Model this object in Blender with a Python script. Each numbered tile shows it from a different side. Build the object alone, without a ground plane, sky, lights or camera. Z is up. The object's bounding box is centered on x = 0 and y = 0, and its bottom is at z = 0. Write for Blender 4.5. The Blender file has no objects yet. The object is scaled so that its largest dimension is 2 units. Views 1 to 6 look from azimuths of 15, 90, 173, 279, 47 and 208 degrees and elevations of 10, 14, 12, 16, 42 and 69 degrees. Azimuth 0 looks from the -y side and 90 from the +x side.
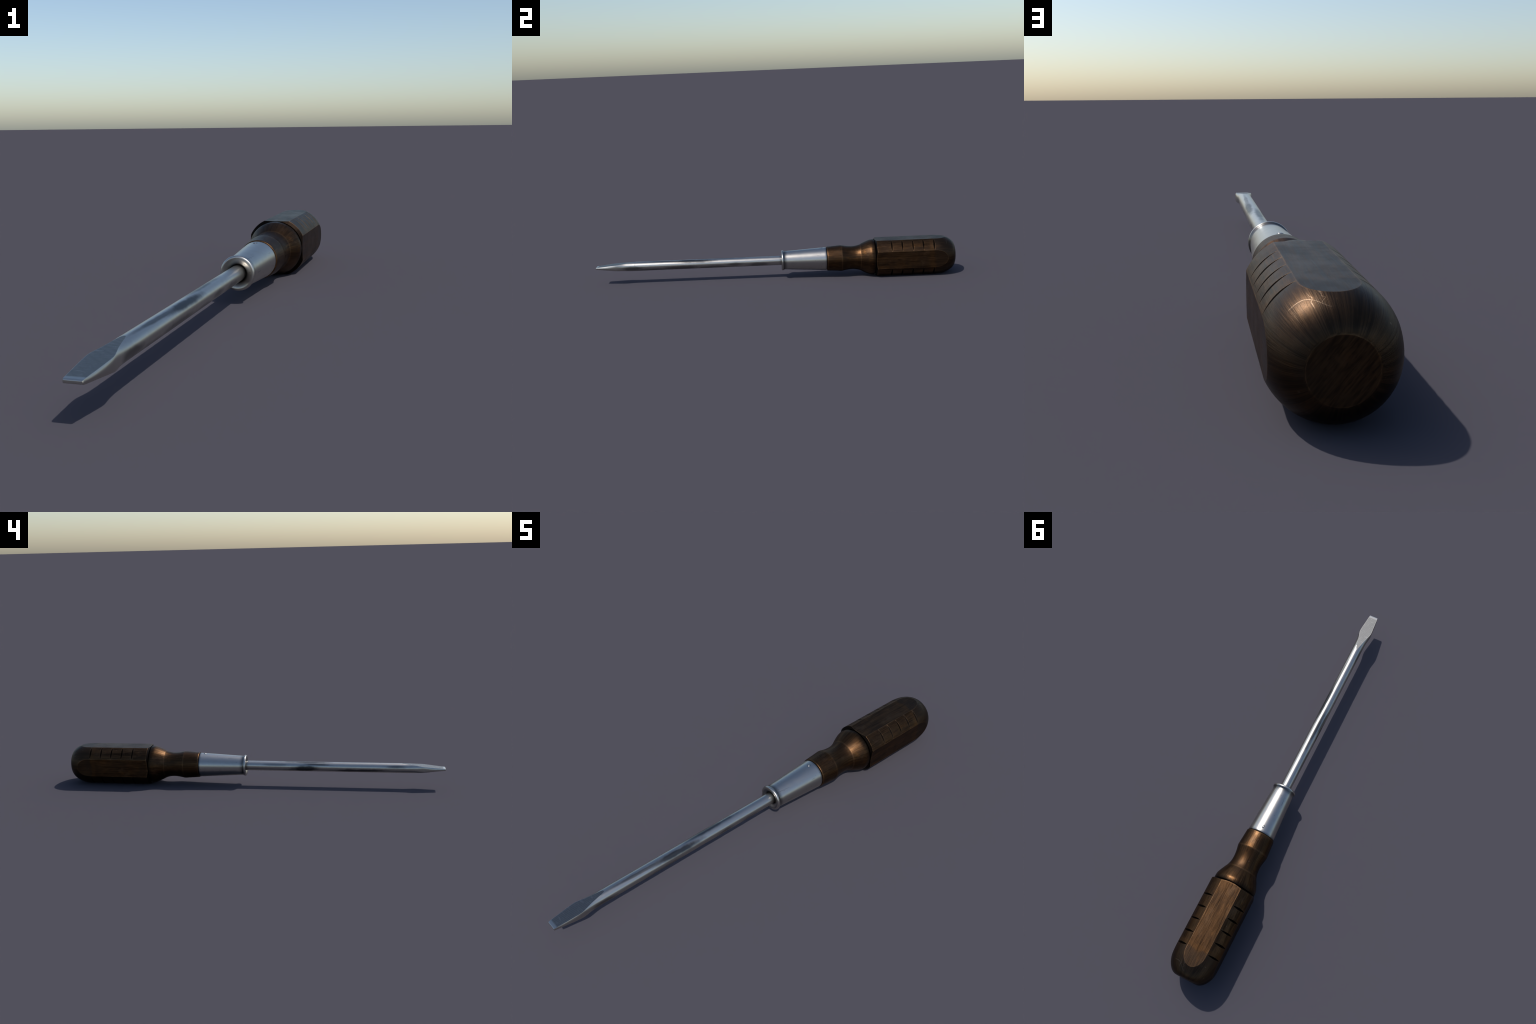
# A flat-blade screwdriver lying on its side: eight-sided wooden grip turned down
# to a waisted neck, conical steel ferrule with a rolled lip and a rivet, round
# steel shaft flaring to a ground wedge blade.  Axis along y, blade tip at y = -1.
import bpy, bmesh, math
from mathutils import Vector

AXIS_Z = 0.1            # axis height = half the distance between opposite flats
PI = math.pi

# ------------------------------------------------------------------ node kit
class Nodes:
    def __init__(self, name):
        self.mat = bpy.data.materials.new(name)
        self.mat.use_nodes = True
        self.t = self.mat.node_tree
        self.t.nodes.clear()
        self.out = self.t.nodes.new('ShaderNodeOutputMaterial')
        self.bsdf = self.t.nodes.new('ShaderNodeBsdfPrincipled')
        self.t.links.new(self.bsdf.outputs[0], self.out.inputs[0])

    def put(self, sock, v):
        if hasattr(v, 'is_linked'):
            self.t.links.new(v, sock)
        elif v is not None:
            sock.default_value = v

    def new(self, kind, **props):
        n = self.t.nodes.new(kind)
        for k, v in props.items():
            setattr(n, k, v)
        return n

    def m(self, op, a, b=None, c=None, clamp=False):
        n = self.new('ShaderNodeMath', operation=op, use_clamp=clamp)
        for i, v in enumerate((a, b, c)):
            self.put(n.inputs[i], v)
        return n.outputs[0]

    def ramp(self, v, lo, hi, a=0.0, b=1.0):
        n = self.new('ShaderNodeMapRange', interpolation_type='SMOOTHSTEP')
        for i, x in enumerate((v, lo, hi, a, b)):
            self.put(n.inputs[i], x)
        return n.outputs[0]

    def noise(self, vec, scale, detail=3.0, rough=0.55, dist=0.0):
        n = self.new('ShaderNodeTexNoise')
        self.put(n.inputs['Vector'], vec)
        n.inputs['Scale'].default_value = scale
        n.inputs['Detail'].default_value = detail
        n.inputs['Roughness'].default_value = rough
        n.inputs['Distortion'].default_value = dist
        return n.outputs[0]

    def voronoi(self, vec, scale, feature='F1', rnd=1.0):
        n = self.new('ShaderNodeTexVoronoi', feature=feature)
        self.put(n.inputs['Vector'], vec)
        n.inputs['Scale'].default_value = scale
        n.inputs['Randomness'].default_value = rnd
        return n

    def mix(self, f, a, b, blend='MIX'):
        n = self.new('ShaderNodeMix', data_type='RGBA', blend_type=blend)
        self.put(n.inputs[0], f)
        self.put(n.inputs[6], a)
        self.put(n.inputs[7], b)
        return n.outputs[2]

    def xyz(self, x, y, z):
        n = self.new('ShaderNodeCombineXYZ')
        for i, v in enumerate((x, y, z)):
            self.put(n.inputs[i], v)
        return n.outputs[0]

    def split(self, v):
        n = self.new('ShaderNodeSeparateXYZ')
        self.put(n.inputs[0], v)
        return n.outputs

    def coords(self):
        tc = self.new('ShaderNodeTexCoord')
        x, y, z = self.split(tc.outputs['Object'])
        self.x, self.y, self.z = x, y, z
        self.obj = tc.outputs['Object']
        self.nrm = tc.outputs['Normal']
        self.r = self.m('SQRT', self.m('ADD', self.m('MULTIPLY', x, x), self.m('MULTIPLY', z, z)))
        self.ang = self.m('ARCTAN2', z, x)              # 0 = +x side, pi/2 = top
        rr = self.m('MAXIMUM', self.r, 0.004)
        self.ux = self.m('DIVIDE', x, rr)
        self.uz = self.m('DIVIDE', z, rr)

    def band(self, v, centre, half, soft):
        d = self.m('ABSOLUTE', self.m('SUBTRACT', v, centre))
        return self.ramp(d, half + soft, half)

    def edge_mask(self, radius, samples=12):
        """how far the rounded normal leans away from the true one: 0 flat, >0 near edges"""
        b = self.new('ShaderNodeBevel', samples=samples)
        b.inputs['Radius'].default_value = radius
        g = self.new('ShaderNodeNewGeometry')
        d = self.new('ShaderNodeVectorMath', operation='DOT_PRODUCT')
        self.t.links.new(b.outputs[0], d.inputs[0])
        self.t.links.new(g.outputs['Normal'], d.inputs[1])
        return self.m('SUBTRACT', 1.0, d.outputs['Value'])

    def bump(self, height, strength, dist, normal=None):
        n = self.new('ShaderNodeBump')
        n.inputs['Strength'].default_value = strength
        n.inputs['Distance'].default_value = dist
        self.put(n.inputs['Height'], height)
        if normal is not None:
            self.put(n.inputs['Normal'], normal)
        return n.outputs[0]

    def rounded(self, radius, samples=8):
        b = self.new('ShaderNodeBevel', samples=samples)
        b.inputs['Radius'].default_value = radius
        return b.outputs[0]

    def finish(self, color, rough, metal, normal=None):
        self.put(self.bsdf.inputs['Base Color'], color)
        self.put(self.bsdf.inputs['Roughness'], rough)
        self.put(self.bsdf.inputs['Metallic'], metal)
        if normal is not None:
            self.put(self.bsdf.inputs['Normal'], normal)
        return self.mat


def rgb(r, g, b):
    return (r, g, b, 1.0)


# ------------------------------------------------------------------ materials
def wood_material(name, grip):
    """dark, oiled and handled wood with a brassy sheen; grain runs along y"""
    k = Nodes(name)
    k.coords()
    # the grain is stretched along the tool and wraps round it
    gv = k.xyz(k.m('MULTIPLY', k.ux, 0.11), k.m('MULTIPLY', k.y, 0.055), k.m('MULTIPLY', k.uz, 0.11))
    fine = k.noise(gv, 260.0, 5.0, 0.65)
    broad = k.noise(gv, 60.0, 4.0, 0.6)
    tone = k.m('ADD', k.m('MULTIPLY', fine, 0.55), k.m('MULTIPLY', broad, 0.45))
    if grip:                               # end grain on the butt: slanting streaks
        butt = k.ramp(k.y, 0.9990, 0.9996)
        a = k.m('ADD', k.m('MULTIPLY', k.x, 0.77), k.m('MULTIPLY', k.z, 0.64))
        b = k.m('SUBTRACT', k.m('MULTIPLY', k.z, 0.77), k.m('MULTIPLY', k.x, 0.64))
        dv = k.xyz(k.m('MULTIPLY', a, 1.0), 0.0, k.m('MULTIPLY', b, 0.14))
        tone = k.m('ADD', k.m('MULTIPLY', tone, k.m('SUBTRACT', 1.0, butt)),
                   k.m('MULTIPLY', k.noise(dv, 190.0, 4.0, 0.6), butt))
    patch = k.noise(k.obj, 14.0, 4.0, 0.6)
    col = k.mix(k.ramp(tone, 0.34 if grip else 0.27, 0.64 if grip else 0.74), rgb(0.018, 0.0092, 0.0045), rgb(0.094, 0.0480, 0.0208))
    col = k.mix(k.ramp(patch, 0.42, 0.66, 0.0, 0.55), col, rgb(0.030, 0.019, 0.0125))
    stain = k.noise(k.xyz(k.x, k.m('MULTIPLY', k.y, 0.35), k.z), 34.0, 4.0, 0.65)
    col = k.mix(k.ramp(stain, 0.54, 0.70, 0.0, 0.42), col, rgb(0.130, 0.058, 0.018))
    pores = k.noise(gv, 420.0, 2.0, 0.5)
    pale = k.noise(k.xyz(k.x, k.m('MULTIPLY', k.y, 0.6), k.z), 21.0, 4.0, 0.6)
    col = k.mix(k.ramp(pale, 0.52, 0.70, 0.0, 0.5), col, rgb(0.108, 0.062, 0.033))
    if grip:
        side = k.m('SUBTRACT', 1.0, butt)
        pores = k.m('MULTIPLY', pores, side)
        fine = k.m('ADD', k.m('MULTIPLY', fine, side), k.m('MULTIPLY', tone, butt))
    col = k.mix(k.ramp(pores, 0.60, 0.72, 0.0, 0.55), col, rgb(0.016, 0.009, 0.005))
    if grip:
        # the grain opens into dark rays over the dome
        rays = k.noise(k.xyz(k.ux, 0.0, k.uz), 9.0, 4.0, 0.7)
        col = k.mix(k.m('MULTIPLY', k.ramp(rays, 0.46, 0.60, 0.0, 0.8), k.m('MULTIPLY', k.ramp(k.y, 0.93, 0.985), side)), col, rgb(0.014, 0.0085, 0.005))
        # worn, greyish butt end, with an orange tide mark where the varnish stops
        lip = k.m('ADD', k.y, k.m('MULTIPLY', k.m('SUBTRACT', patch, 0.5), 0.05))
        col = k.mix(k.ramp(lip, 0.868, 0.886, 0.0, 0.50), col, rgb(0.038, 0.026, 0.018))
        col = k.mix(k.m('MULTIPLY', k.band(lip, 0.862, 0.004, 0.014), 0.25), col, rgb(0.12, 0.055, 0.018))
    # rubbed arrises and edges are paler
    edge = k.edge_mask(0.0075 if grip else 0.004)
    rub = k.m('MULTIPLY', k.ramp(edge, 0.0025, 0.014), k.m('MULTIPLY', k.ramp(broad, 0.34, 0.58, 0.35, 1.0), k.ramp(k.noise(k.obj, 19.0, 3.0), 0.36, 0.60, 0.30, 1.0)))
    if grip:
        mid_round = k.ramp(k.m('ABSOLUTE', k.m('MULTIPLY', k.ux, k.uz)), 0.40, 0.44)
        rub = k.m('MULTIPLY', rub, k.m('SUBTRACT', 1.0, k.m('MULTIPLY', mid_round, 0.86)))
    col = k.mix(k.m('MULTIPLY', rub, 0.55), col, rgb(0.25, 0.138, 0.066))
    if not grip:
        ridge = k.m('ADD', k.band(k.y, 0.3725, 0.001, 0.005), k.band(k.y, 0.4765, 0.001, 0.004))
        ridge = k.m('ADD', ridge, k.band(k.y, 0.2935, 0.0015, 0.003), clamp=True)
        col = k.mix(k.m('MULTIPLY', ridge, 0.18), col, rgb(0.22, 0.12, 0.058))  # slightly paler rings along the ridges
        bell_dark = k.ramp(k.y, 0.532, 0.553)
        col = k.mix(k.m('MULTIPLY', bell_dark, 0.7), col, rgb(0.010, 0.007, 0.005))  # bell colour darkened towards its widest edge
    else:
        # the five cuts are dark inside: their walls are the only faces here that look along y
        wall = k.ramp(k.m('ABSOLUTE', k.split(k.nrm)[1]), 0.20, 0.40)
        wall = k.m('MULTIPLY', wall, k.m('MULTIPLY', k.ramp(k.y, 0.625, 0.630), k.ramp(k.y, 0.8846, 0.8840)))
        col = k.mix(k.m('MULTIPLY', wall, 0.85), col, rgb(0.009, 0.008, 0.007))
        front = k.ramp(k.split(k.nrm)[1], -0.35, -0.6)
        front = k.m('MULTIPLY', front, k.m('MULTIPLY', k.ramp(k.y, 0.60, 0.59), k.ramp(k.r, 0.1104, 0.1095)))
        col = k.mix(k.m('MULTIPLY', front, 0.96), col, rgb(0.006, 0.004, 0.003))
    # pale nicks and scratches
    vo = k.voronoi(k.obj, 34.0)
    nick = k.m('MULTIPLY', k.ramp(vo.outputs['Distance'], 0.10, 0.045),
               k.ramp(k.noise(k.obj, 11.0, 2.0), 0.47, 0.56))
    sv = k.new('ShaderNodeMapping')
    k.put(sv.inputs['Vector'], k.obj)
    sv.inputs['Rotation'].default_value = (0.7, 0.5, 0.9)
    sv.inputs['Scale'].default_value = (5.0, 60.0, 5.0)
    scr = k.m('MULTIPLY', k.ramp(k.noise(sv.outputs[0], 2.2, 3.0, 0.6), 0.70, 0.78),
              k.ramp(k.noise(k.obj, 17.0, 2.0), 0.50, 0.60))
    marks = k.m('MAXIMUM', nick, scr)
    if grip:                               # one long pale score round the butt, cut by short cracks
        wob = k.m('MULTIPLY', k.m('SUBTRACT', k.noise(k.obj, 30.0, 2.0), 0.5), 0.006)
        lean = k.m('MULTIPLY', k.ramp(k.ang, 1.05, 1.45), 0.030)
        sy = k.m('SUBTRACT', k.m('ADD', k.y, wob), lean)
        score = k.m('MULTIPLY', k.band(sy, 0.946, 0.0003, 0.0012), k.band(k.ang, 1.12, 0.24, 0.10))
        crk = k.m('ADD', k.ang, k.m('MULTIPLY', k.m('SUBTRACT', k.noise(k.obj, 90.0, 2.0), 0.5), 0.16))
        crack = k.m('MULTIPLY', k.m('ADD', k.band(crk, 1.16, 0.004, 0.012), k.band(crk, 1.33, 0.003, 0.010)),
                    k.band(k.y, 0.952, 0.012, 0.008))
        marks = k.m('MAXIMUM', marks, k.m('MAXIMUM', score, k.m('MULTIPLY', crack, 0.8)))
    col = k.mix(k.m('MULTIPLY', marks, 0.40), col, rgb(0.20, 0.14, 0.095))
    k.bsdf.inputs['Specular Tint'].default_value = rgb(0.76, 0.77, 0.77)
    rough = k.m('ADD', k.ramp(patch, 0.3, 0.7, 0.33, 0.41), k.m('MULTIPLY', k.m('SUBTRACT', fine, 0.5), 0.16))
    h = k.m('SUBTRACT', k.m('ADD', fine, k.m('MULTIPLY', pores, 0.4)), k.m('MULTIPLY', marks, 0.18))
    nrm = k.bump(h, 0.28, 0.0016, k.rounded(0.0016))
    return k.finish(col, rough, 0.95, nrm)


def shaft_tarnish(k):
    """long soft dark smears on the shaft: (y, angle in degrees, half length, half angle, lean, depth)"""
    smears = [(-0.465, 55, 0.115, 21, -50, 1.0), (-0.62, 67, 0.15, 12, -55, 0.75), (-0.27, 98, 0.12, 20, -40, 0.85),
              (-0.275, -165, 0.075, 34, 120, 1.0), (-0.34, 140, 0.07, 10, -60, 0.8), (-0.55, -150, 0.15, 18, 40, 0.9),
              (-0.75, 152, 0.06, 16, 20, 0.7), (-0.79, -14, 0.050, 24, 0, 0.7), (-0.53, -32, 0.120, 22, 20, 0.7),
              (-0.23, -12, 0.045, 20, 60, 0.6), (-0.09, -26, 0.060, 22, 0, 0.6), (-0.68, -44, 0.10, 22, 0, 0.6),
              (-0.34, -42, 0.10, 20, 0, 0.6), (-0.12, 150, 0.06, 12, 0, 0.4)]
    wob = k.m('SUBTRACT', k.noise(k.obj, 15.0, 3.0, 0.55), 0.5)
    total = None
    for y0, a0, ly, la, lean, depth in smears:
        dy = k.m('SUBTRACT', k.y, y0)
        # turn the angle so that the smear sits at zero, wrapped to -180..180
        c, s = math.cos(math.radians(a0)), math.sin(math.radians(a0))
        px = k.m('ADD', k.m('MULTIPLY', k.x, c), k.m('MULTIPLY', k.z, s))
        pz = k.m('SUBTRACT', k.m('MULTIPLY', k.z, c), k.m('MULTIPLY', k.x, s))
        da = k.m('ARCTAN2', pz, px)
        da = k.m('SUBTRACT', da, k.m('MULTIPLY', dy, math.radians(lean)))
        e1 = k.m('DIVIDE', dy, ly)
        e2 = k.m('DIVIDE', da, math.radians(la * 1.2))
        d = k.m('SQRT', k.m('ADD', k.m('MULTIPLY', e1, e1), k.m('MULTIPLY', e2, e2)))
        d = k.m('ADD', d, k.m('MULTIPLY', wob, 1.3))
        v = k.ramp(d, 1.40, 0.50, 0.0, depth)
        total = v if total is None else k.m('MAXIMUM', total, v)
    return total


def steel_material(name, kind):
    k = Nodes(name)
    k.coords()
    base = rgb(0.480, 0.460, 0.425)
    cloud = k.noise(k.obj, 40.0, 4.0, 0.6)
    col = k.mix(k.ramp(cloud, 0.35, 0.7, 0.0, 0.25), base, rgb(0.38, 0.365, 0.338))
    rough = k.ramp(cloud, 0.3, 0.7, 0.285, 0.33)
    normal = None
    if kind == 'ferrule':
        # pits, faint scratches, occlusion shade painted at both ends and round the shaft
        pit = k.voronoi(k.obj, 62.0)
        pits = k.m('MULTIPLY', k.ramp(pit.outputs['Distance'], 0.13, 0.06),
                   k.ramp(k.noise(k.obj, 20.0, 2.0), 0.47, 0.53))
        sm = k.new('ShaderNodeMapping')
        k.put(sm.inputs['Vector'], k.obj)
        sm.inputs['Rotation'].default_value = (0.4, 0.9, 0.35)
        sm.inputs['Scale'].default_value = (9.0, 1.2, 60.0)
        scr = k.m('MULTIPLY', k.ramp(k.noise(sm.outputs[0], 2.6, 2.0), 0.68, 0.74),
                  k.ramp(k.noise(k.obj, 22.0, 1.0), 0.46, 0.54))
        marks = k.m('MAXIMUM', pits, k.m('MULTIPLY', scr, 0.6))
        col = k.mix(k.m('MULTIPLY', marks, 0.7), col, rgb(0.10, 0.10, 0.11))
        baked_occlusion = k.m('MAXIMUM', k.m('MULTIPLY', k.ramp(k.y, 0.276, 0.290), 0.7),
                    k.m('MULTIPLY', k.m('MULTIPLY', k.ramp(k.y, 0.074, 0.052), k.ramp(k.y, 0.045, 0.049)), 0.75))
        hole = k.m('MULTIPLY', k.ramp(k.r, 0.0375, 0.0275), k.ramp(k.y, 0.060, 0.056))
        baked_occlusion = k.m('MAXIMUM', baked_occlusion, k.m('MULTIPLY', hole, 0.93))
        col = k.mix(baked_occlusion, col, rgb(0.045, 0.045, 0.048))
        normal = k.bump(marks, 0.15, -0.0006)
    elif kind == 'shaft':
        tar = shaft_tarnish(k)
        col = k.mix(k.m('MULTIPLY', tar, 0.95), col, rgb(0.055, 0.058, 0.062))
        col = k.mix(k.ramp(k.y, 0.020, 0.040, 0.0, 0.6), col, rgb(0.10, 0.10, 0.105))
        rough = k.m('ADD', k.m('MULTIPLY', tar, 0.05), rough)
    elif kind == 'ground':
        # cross-ground blade face: fine ridges across, a few lengthwise scuffs, bright tip
        w = k.m('SINE', k.m('ADD', k.m('MULTIPLY', k.y, 2 * PI / 0.0040),
                            k.m('MULTIPLY', k.noise(k.obj, 30.0, 2.0), 3.0)))
        tip = k.ramp(k.y, -0.984, -0.991)
        scuff_v = k.new('ShaderNodeMapping')
        k.put(scuff_v.inputs['Vector'], k.obj)
        scuff_v.inputs['Rotation'].default_value = (0, 0, 0.5)
        scuff_v.inputs['Scale'].default_value = (22.0, 90.0, 22.0)
        scuff = k.ramp(k.noise(scuff_v.outputs[0], 1.6, 3.0, 0.65, 0.6), 0.55, 0.68)
        dark = k.mix(k.ramp(w, -0.8, 0.8), rgb(0.145, 0.145, 0.142), rgb(0.235, 0.232, 0.225))
        dark = k.mix(k.m('MULTIPLY', scuff, 0.5), dark, rgb(0.34, 0.335, 0.325))
        rim = k.ramp(k.edge_mask(0.0030), 0.004, 0.030)  # edge highlight lightened into the colour; no chamfer is modelled
        col = k.mix(k.m('MAXIMUM', tip, k.m('MULTIPLY', rim, 0.8)), dark, rgb(0.52, 0.50, 0.46))
        rough = k.ramp(tip, 0.0, 1.0, 0.38, 0.28)
        ridges = k.m('MULTIPLY', w, k.m('SUBTRACT', 1.0, tip))
        normal = k.bump(ridges, 0.30, 0.0005)
    elif kind == 'rivet':
        ring = k.m('SQRT', k.m('ADD', k.m('MULTIPLY', k.x, k.x), k.m('MULTIPLY', k.z, k.z)))
        col = k.mix(k.ramp(ring, 0.0058, 0.0068, 0.0, 0.85), col, rgb(0.05, 0.05, 0.052))
    return k.finish(col, rough, 1.0, normal)


# ------------------------------------------------------------------ geometry kit
def smooth_line(pts, steps=8):
    """curve through (y, r) points; a point given as (y, r, 'c') is a corner"""
    out = []
    n = len(pts)
    P = [Vector((p[0], p[1])) for p in pts]
    corner = [len(p) > 2 or i in (0, n - 1) for i, p in enumerate(pts)]

    def tan(i, seg):
        if corner[i]:
            return None
        return (P[i + 1] - P[i - 1]).normalized()
    for i in range(n - 1):
        d = P[i + 1] - P[i]
        L = d.length
        t0 = tan(i, i) or d.normalized()
        t1 = tan(i + 1, i) or d.normalized()
        st = 1 if corner[i] and corner[i + 1] else steps
        for s in range(st):
            u = s / st
            h00 = 2 * u**3 - 3 * u**2 + 1
            h10 = u**3 - 2 * u**2 + u
            h01 = -2 * u**3 + 3 * u**2
            h11 = u**3 - u**2
            out.append(P[i] * h00 + t0 * (L * h10) + P[i + 1] * h01 + t1 * (L * h11))
    out.append(P[-1])
    return out


def lathe(profile, segs=160, cap_start=True, cap_end=True, turn=0.0):
    """turn a (y, r) profile round the y axis"""
    bm = bmesh.new()
    rings = []
    for y, r in profile:
        rings.append([bm.verts.new((r * math.cos(turn + 2 * PI * j / segs), y,
                                    r * math.sin(turn + 2 * PI * j / segs))) for j in range(segs)])
    for a, b in zip(rings, rings[1:]):
        for j in range(segs):
            j2 = (j + 1) % segs
            bm.faces.new((a[j], b[j], b[j2], a[j2]))
    if cap_start:
        bm.faces.new(rings[0])
    if cap_end:
        bm.faces.new(rings[-1][::-1])
    bmesh.ops.recalc_face_normals(bm, faces=bm.faces)
    return bm


def to_object(bm, name, mats, parent, sharp=30.0):
    me = bpy.data.meshes.new(name)
    bm.to_mesh(me)
    bm.free()
    for mt in mats:
        me.materials.append(mt)
    return mesh_object(me, name, parent, sharp)


def mesh_object(me, name, parent, sharp):
    me.shade_smooth()
    me.set_sharp_from_angle(angle=math.radians(sharp))
    ob = bpy.data.objects.new(name, me)
    bpy.context.scene.collection.objects.link(ob)
    ob.parent = parent
    return ob


# ------------------------------------------------------------------ the object
tool = bpy.data.objects.new('screwdriver', None)
bpy.context.scene.collection.objects.link(tool)
tool['label'] = 'old flat-blade screwdriver with dark wooden faceted handle'
tool['category'] = 'screwdriver'

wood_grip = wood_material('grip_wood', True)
wood_neck = wood_material('neck_wood', False)
steel_ferrule = steel_material('ferrule_steel', 'ferrule')
steel_shaft = steel_material('shaft_steel', 'shaft')
steel_ground = steel_material('ground_steel', 'ground')
steel_plain = steel_material('rivet_steel', 'rivet')

# ---- grip: a turned club, four flats planed off, five V cuts filed in each round
R_GRIP, FLAT = 0.1105, AXIS_Z
FRONT, DOME = 0.5565, 0.885
# the front is dished behind a coned rim, so the flats reach further forward than the rounds
grip_profile = [(FRONT + 0.005, 0.080), (FRONT + 0.0045, 0.0962), (FRONT, 0.0990), (FRONT + 0.0076, R_GRIP)]
grip_profile += [(FRONT + 0.0076 + (DOME - FRONT - 0.0076) * i / 6.0, R_GRIP) for i in range(1, 6)]
END_R = 0.054                                   # flat butt disc
for i in range(0, 25):                          # rounded butt, stopping short of square
    t = (PI / 2) * 0.93 * i / 24.0
    s = math.sin(t) / math.sin(PI / 2 * 0.93)
    c = (math.cos(t) - math.cos(PI / 2 * 0.93)) / (1 - math.cos(PI / 2 * 0.93))
    grip_profile.append((DOME + (1.0 - 0.0004 - DOME) * s, END_R + 0.0006 + (R_GRIP - END_R - 0.0006) * c))
grip_profile.append((1.0, END_R - 0.0008))
grip_bm = lathe(grip_profile, 192, turn=PI / 192)
grip_me = bpy.data.meshes.new('grip')
grip_bm.to_mesh(grip_me)
grip_bm.free()
grip_src = bpy.data.objects.new('grip_blank', grip_me)
bpy.context.scene.collection.objects.link(grip_src)

cut = bmesh.new()


def prism(bm, cross, along, length):
    """closed prism: cross-section corners swept +-length along a direction"""
    a = [bm.verts.new(p - along * length) for p in cross]
    b = [bm.verts.new(p + along * length) for p in cross]
    n = len(cross)
    fs = [bm.faces.new(a[::-1]), bm.faces.new(b)]
    for i in range(n):
        fs.append(bm.faces.new((a[i], a[(i + 1) % n], b[(i + 1) % n], b[i])))
    bmesh.ops.recalc_face_normals(bm, faces=fs)


for q in range(4):
    a = q * PI / 2
    out, side = Vector((math.cos(a), 0, math.sin(a))), Vector((-math.sin(a), 0, math.cos(a)))
    yv = Vector((0, 1, 0))
    prism(cut, [out * FLAT + yv * 0.5, out * FLAT + yv * 1.05,
                out * (FLAT + 0.05) + yv * 1.05, out * (FLAT + 0.05) + yv * 0.5], side, 0.065)
cuts_v = bmesh.new()
ARC_HALF = PI / 4 - math.acos(FLAT / R_GRIP)
GROOVE_D = R_GRIP * math.cos(ARC_HALF) + 0.0001
for q in range(4):
    a = PI / 4 + q * PI / 2
    out, side = Vector((math.cos(a), 0, math.sin(a))), Vector((-math.sin(a), 0, math.cos(a)))
    for i in range(5):
        yc = 0.6435 + 0.0578 * i
        half = 0.0045 * (1.0 + 0.10 * math.sin(2.3 * i + q))
        dep = R_GRIP - GROOVE_D
        top = half * (dep + 0.01) / dep
        c = Vector((0, yc, 0))
        prism(cuts_v, [out * GROOVE_D + c, out * (R_GRIP + 0.01) + c + Vector((0, top, 0)),
                       out * (R_GRIP + 0.01) + c - Vector((0, top, 0))], side, 0.045)


def cutter(bm, name):
    me = bpy.data.meshes.new(name)
    bm.to_mesh(me)
    bm.free()
    ob = bpy.data.objects.new(name, me)
    bpy.context.scene.collection.objects.link(ob)
    return ob


tools = [cutter(cut, 'plane_cutter'), cutter(cuts_v, 'file_cutter')]
for t in tools:
    md = grip_src.modifiers.new('cut', 'BOOLEAN')
    md.operation, md.solver, md.object = 'DIFFERENCE', 'EXACT', t
bpy.context.view_layer.update()
dg = bpy.context.evaluated_depsgraph_get()
me = bpy.data.meshes.new_from_object(grip_src.evaluated_get(dg))
me.name = 'grip'
for o in tools + [grip_src]:
    bpy.data.objects.remove(o, do_unlink=True)
me.materials.clear()
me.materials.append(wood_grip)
grip = mesh_object(me, 'grip', tool, 12.0)
grip.location = (0, 0, AXIS_Z)

# ---- neck: collar, cove and bell, turned from the same wood
neck_profile = smooth_line([
    (0.2905, 0.050, 'c'), (0.2905, 0.0638, 'c'), (0.2913, 0.0657), (0.2935, 0.0668), (0.300, 0.06765),
    (0.335, 0.0701), (0.368, 0.0726), (0.3735, 0.0726), (0.380, 0.0714), (0.392, 0.0688), (0.406, 0.0665),
    (0.420, 0.0651), (0.434, 0.0647), (0.448, 0.0655), (0.462, 0.0680), (0.4755, 0.0722), (0.479, 0.0738),
    (0.490, 0.0795), (0.500, 0.0843), (0.510, 0.0889), (0.520, 0.0931), (0.528, 0.0961), (0.534, 0.0977),
    (0.540, 0.0984), (0.549, 0.0986), (0.5525, 0.0982), (0.5545, 0.0968), (0.5552, 0.0940), (0.5552, 0.088, 'c'),
    (0.5600, 0.075, 'c')], 5)
neck = to_object(lathe(neck_profile, 128), 'neck', [wood_neck], grip, 40.0)

# ---- ferrule: cone with a rolled lip, dished towards the shaft
ferrule_profile = smooth_line([
    (0.100, 0.0258, 'c'), (0.0475, 0.0260, 'c'), (0.0445, 0.0295), (0.0420, 0.0345), (0.0394, 0.0400),
    (0.0375, 0.0455), (0.0372, 0.0505), (0.0392, 0.0540), (0.0430, 0.0556), (0.0470, 0.0552),
    (0.0505, 0.0530), (0.0535, 0.0512), (0.0580, 0.0509), (0.0700, 0.05155), (0.170, 0.0573),
    (0.270, 0.06305), (0.2830, 0.0637), (0.2868, 0.0634), (0.2885, 0.0620), (0.2890, 0.058, 'c'),
    (0.2890, 0.050, 'c')], 6)
ferrule = to_object(lathe(ferrule_profile, 128, cap_start=False), 'ferrule', [steel_ferrule], tool, 45.0)
ferrule.location = (0, 0, AXIS_Z)

# pin through the ferrule: a small domed head above and below, each inside a raised ring
def rivet_mesh():
    prof = smooth_line([(-0.004, 0.0078, 'c'), (0.0001, 0.0078), (0.0005, 0.0073), (0.0004, 0.0068),
                        (0.0005, 0.0063), (0.0010, 0.0057), (0.0016, 0.0044), (0.0020, 0.0024),
                        (0.0021, 0.0003, 'c')], 4)
    bm = lathe(prof, 32)
    me = bpy.data.meshes.new('rivet')
    bm.to_mesh(me)
    bm.free()
    me.materials.append(steel_plain)
    return me


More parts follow.
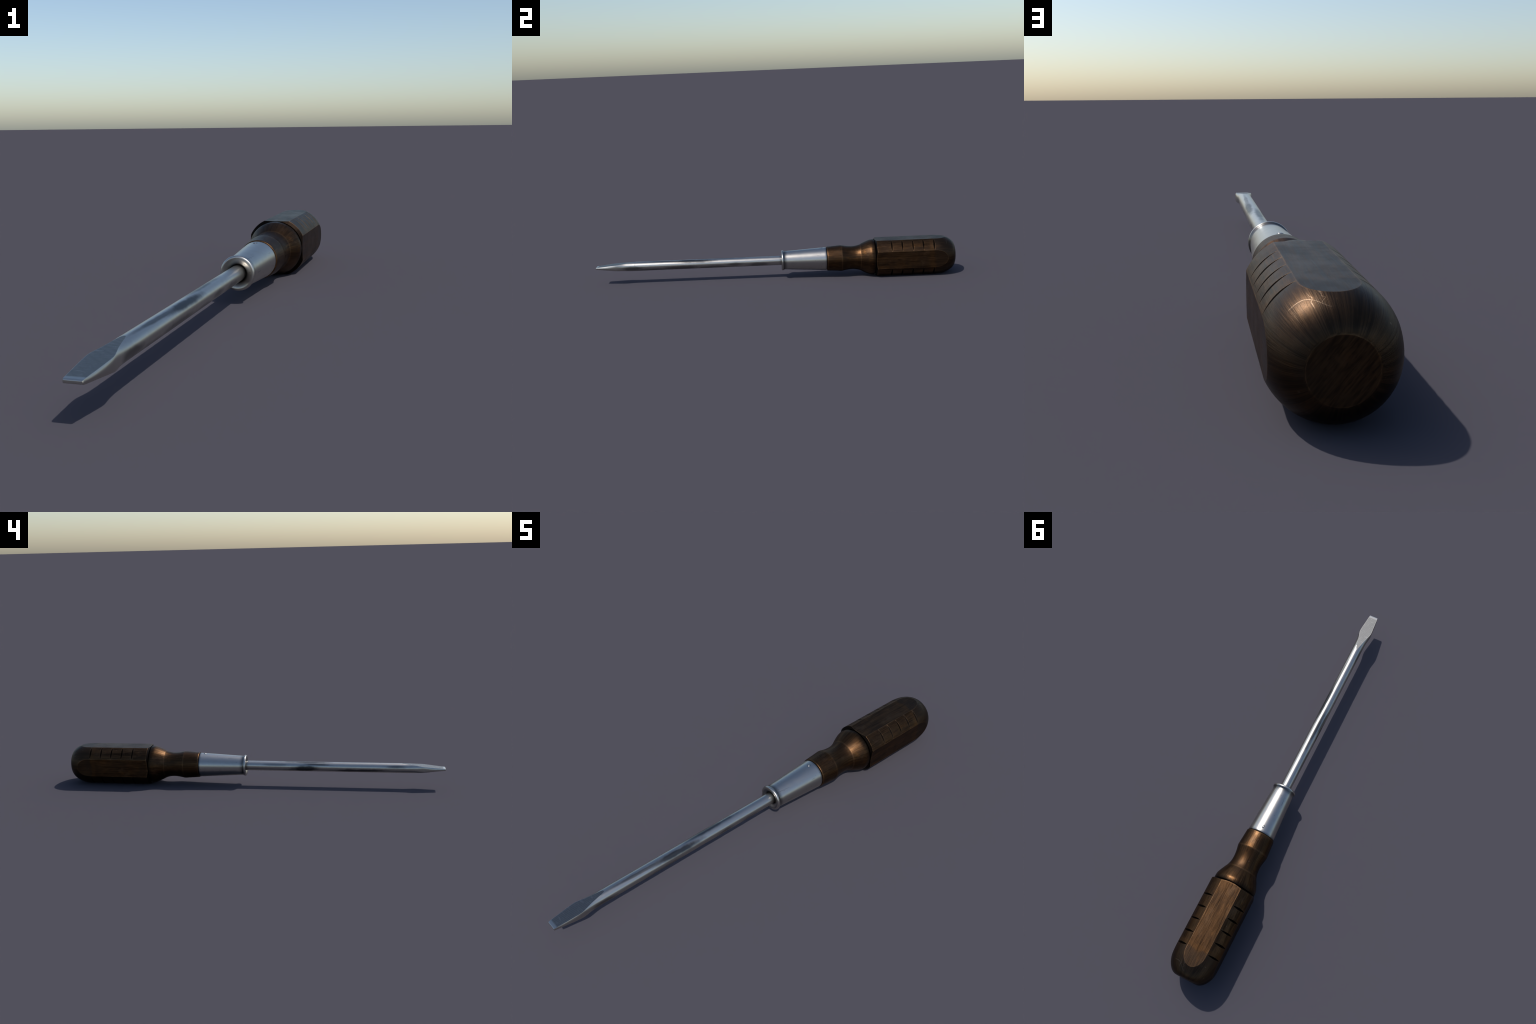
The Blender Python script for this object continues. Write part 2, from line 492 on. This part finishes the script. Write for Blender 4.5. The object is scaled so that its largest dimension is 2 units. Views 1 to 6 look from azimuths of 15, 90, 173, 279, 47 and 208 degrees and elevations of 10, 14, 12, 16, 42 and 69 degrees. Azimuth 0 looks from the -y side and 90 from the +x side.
riv_me = rivet_mesh()
riv = mesh_object(riv_me, 'rivet', ferrule, 60.0)
SLOPE = math.atan((0.0637 - 0.0509) / (0.283 - 0.058))
R_RIV = 0.0509 + (0.2612 - 0.058) * math.tan(SLOPE)
riv.rotation_euler = (PI / 2 - SLOPE * -1, 0, 0)
riv.location = (-0.002, 0.2612, R_RIV - 0.0001)
low = riv.copy()
bpy.context.scene.collection.objects.link(low)
low.rotation_euler = (-PI / 2 - SLOPE, 0, 0)
low.location = (0.002, 0.2612, -R_RIV + 0.0001)

# ---- shaft and blade: one lofted bar, its faces parted where the blade begins
R_SHAFT = 0.0254
FACE_START, TIP = -0.780, -1.0


def lerp_table(y, tab):
    y = max(min(y, tab[0][0] - 1e-7), tab[-1][0] + 1e-7)       # tables run from high y to low y
    for (y0, v0), (y1, v1) in zip(tab, tab[1:]):
        if (y - y0) * (y - y1) <= 0:
            u = (y - y0) / (y1 - y0)
            return v0 + (v1 - v0) * u
    return tab[-1][1]


def table(pts):
    return [(v.x, v.y) for v in smooth_line(pts, 6)]


# outer half width, half thickness between the ground faces, half width of a ground face
WIDTH = table([(0.06, R_SHAFT), (-0.74, R_SHAFT), (-0.80, R_SHAFT), (-0.832, 0.0256), (-0.850, 0.0270),
               (-0.868, 0.0292), (-0.882, 0.0306), (-0.896, 0.0311), (-0.912, 0.0305), (-0.930, 0.0293),
               (-0.955, 0.0270), (-0.978, 0.0243), (-1.0, 0.0212)])
FACE = table([(FACE_START, 0.02522), (-0.79, 0.0245), (-0.80, 0.0238), (-0.82, 0.0221), (-0.845, 0.0197),
              (-0.870, 0.0172), (-0.90, 0.0142), (-0.94, 0.0102), (-0.97, 0.0073), (-0.985, 0.0060),
              (-0.994, 0.0051), (-1.0, 0.0042)])
FACE_W = table([(FACE_START, 0.0030), (-0.783, 0.0048), (-0.79, 0.0067), (-0.80, 0.0088), (-0.82, 0.0128),
                (-0.845, 0.0178), (-0.862, 0.0225), (-0.876, 0.0264), (-0.886, 0.0282), (-0.898, 0.0284),
                (-0.912, 0.0276), (-0.936, 0.0258), (-0.965, 0.0234), (-1.0, 0.0203)])
NS, NT = 14, 12          # points per side wall and per face
stations = [(0.055, 0.86), (0.050, 0.95), (0.046, 0.99), (0.040, 1.0)]
stations += [(0.02 - i * 0.04, 1.0) for i in range(19)]
stations += [(-0.72 - i * 0.0064, 1.0) for i in range(10)]
y = FACE_START
while y > -0.9905:
    stations.append((y, 1.0))
    y -= 0.004
stations += [(-0.9930, 1.0), (-0.9960, 1.0)]
for i in range(1, 9):                      # rounded-over tip
    a = PI / 2 * i / 8
    stations.append((-0.9960 - 0.0040 * math.sin(a), 1.0 - 0.10 * (1 - math.cos(a))))
stations[-1] = (-1.0, stations[-1][1])
tip_round = lambda k: 1.0 - 4.5 * (1.0 - k)          # thickness closes faster than width

bm = bmesh.new()
rings = []
for yy, k in stations:
    w = lerp_table(yy, WIDTH) * k
    t = R_SHAFT * k
    on_face = yy <= FACE_START
    f = lerp_table(yy, FACE) * tip_round(k) if on_face else None
    if on_face:
        # squareness of the wall: superellipse through (w, 0) and the face corner (hw, f)
        hw = lerp_table(yy, FACE_W) * k
        lo, hi = 1.0, 6.0
        for _ in range(40):
            n = (lo + hi) / 2
            if (hw / w) ** n + (f / t) ** n > 1.0:
                lo = n
            else:
                hi = n
        n = max(n, 1.25)
    else:
        hw = 0.0030 * k
        n = 2.0
        f = t * math.sqrt(1 - (hw / w) ** 2)
    th = math.asin(min(1.0, (f / t) ** (n / 2)))

    def wall(a):
        z = t * abs(math.sin(a)) ** (2 / n)
        x = w * abs(math.cos(a)) ** (2 / n)
        return x, math.copysign(z, a)
    ring = []
    for half in (1, -1):                               # +x wall + top face, then -x wall + bottom face
        for i in range(NS):                            # wall from -th to th
            x, z = wall(-th + 2 * th * i / NS)
            ring.append((half * (hw if i == 0 else x), yy, half * z))
        for i in range(NT):                            # across the face (or the crown of the bar)
            x = hw * (1 - 2 * i / NT)
            z = f if on_face else t * math.sqrt(1 - (x / w) ** 2)
            ring.append((half * x, yy, half * z))
    rings.append([bm.verts.new(p) for p in ring])
N = 2 * (NS + NT)
flags = []
for si, (a, b) in enumerate(zip(rings, rings[1:])):
    y0, y1 = stations[si][0], stations[si + 1][0]
    for j in range(N):
        j2 = (j + 1) % N
        fc = bm.faces.new((a[j], a[j2], b[j2], b[j]))
        local = j % (NS + NT)
        fc.material_index = 1 if (local >= NS and y0 <= FACE_START and y1 < FACE_START) else 0
        flags.append((fc, y1 < FACE_START - 1e-6 and y0 <= FACE_START))
bm.faces.new(rings[0])
tip_face = bm.faces.new(rings[-1][::-1])
blade_faces = {fc for fc, b in flags if b} | {tip_face}
bmesh.ops.recalc_face_normals(bm, faces=bm.faces)
bm.faces.index_update()
blade_idx = {fc.index for fc in blade_faces}
whole = bpy.data.meshes.new('bar')
bm.to_mesh(whole)
bm.free()
whole.materials.append(steel_shaft)
whole.materials.append(steel_ground)
whole.shade_smooth()
whole.set_sharp_from_angle(angle=math.radians(24))
corner_normals = [Vector(c.vector) for c in whole.corner_normals]


def part_of(name, keep, parent):
    verts, faces, norms, mi, remap = [], [], [], [], {}
    for p in whole.polygons:
        if (p.index in blade_idx) != keep:
            continue
        f = []
        for li in p.loop_indices:
            v = whole.loops[li].vertex_index
            if v not in remap:
                remap[v] = len(verts)
                verts.append(whole.vertices[v].co.copy())
            f.append(remap[v])
            norms.append(corner_normals[li])
        faces.append(f)
        mi.append(p.material_index)
    me = bpy.data.meshes.new(name)
    me.from_pydata(verts, [], faces)
    me.materials.append(steel_shaft)
    me.materials.append(steel_ground)
    me.polygons.foreach_set('material_index', mi)
    me.shade_smooth()
    me.normals_split_custom_set(norms)
    ob = bpy.data.objects.new(name, me)
    bpy.context.scene.collection.objects.link(ob)
    ob.parent = parent
    return ob


shaft = part_of('shaft', False, tool)
shaft.location = (0, 0, AXIS_Z)
blade = part_of('blade', True, shaft)
bpy.data.meshes.remove(whole)
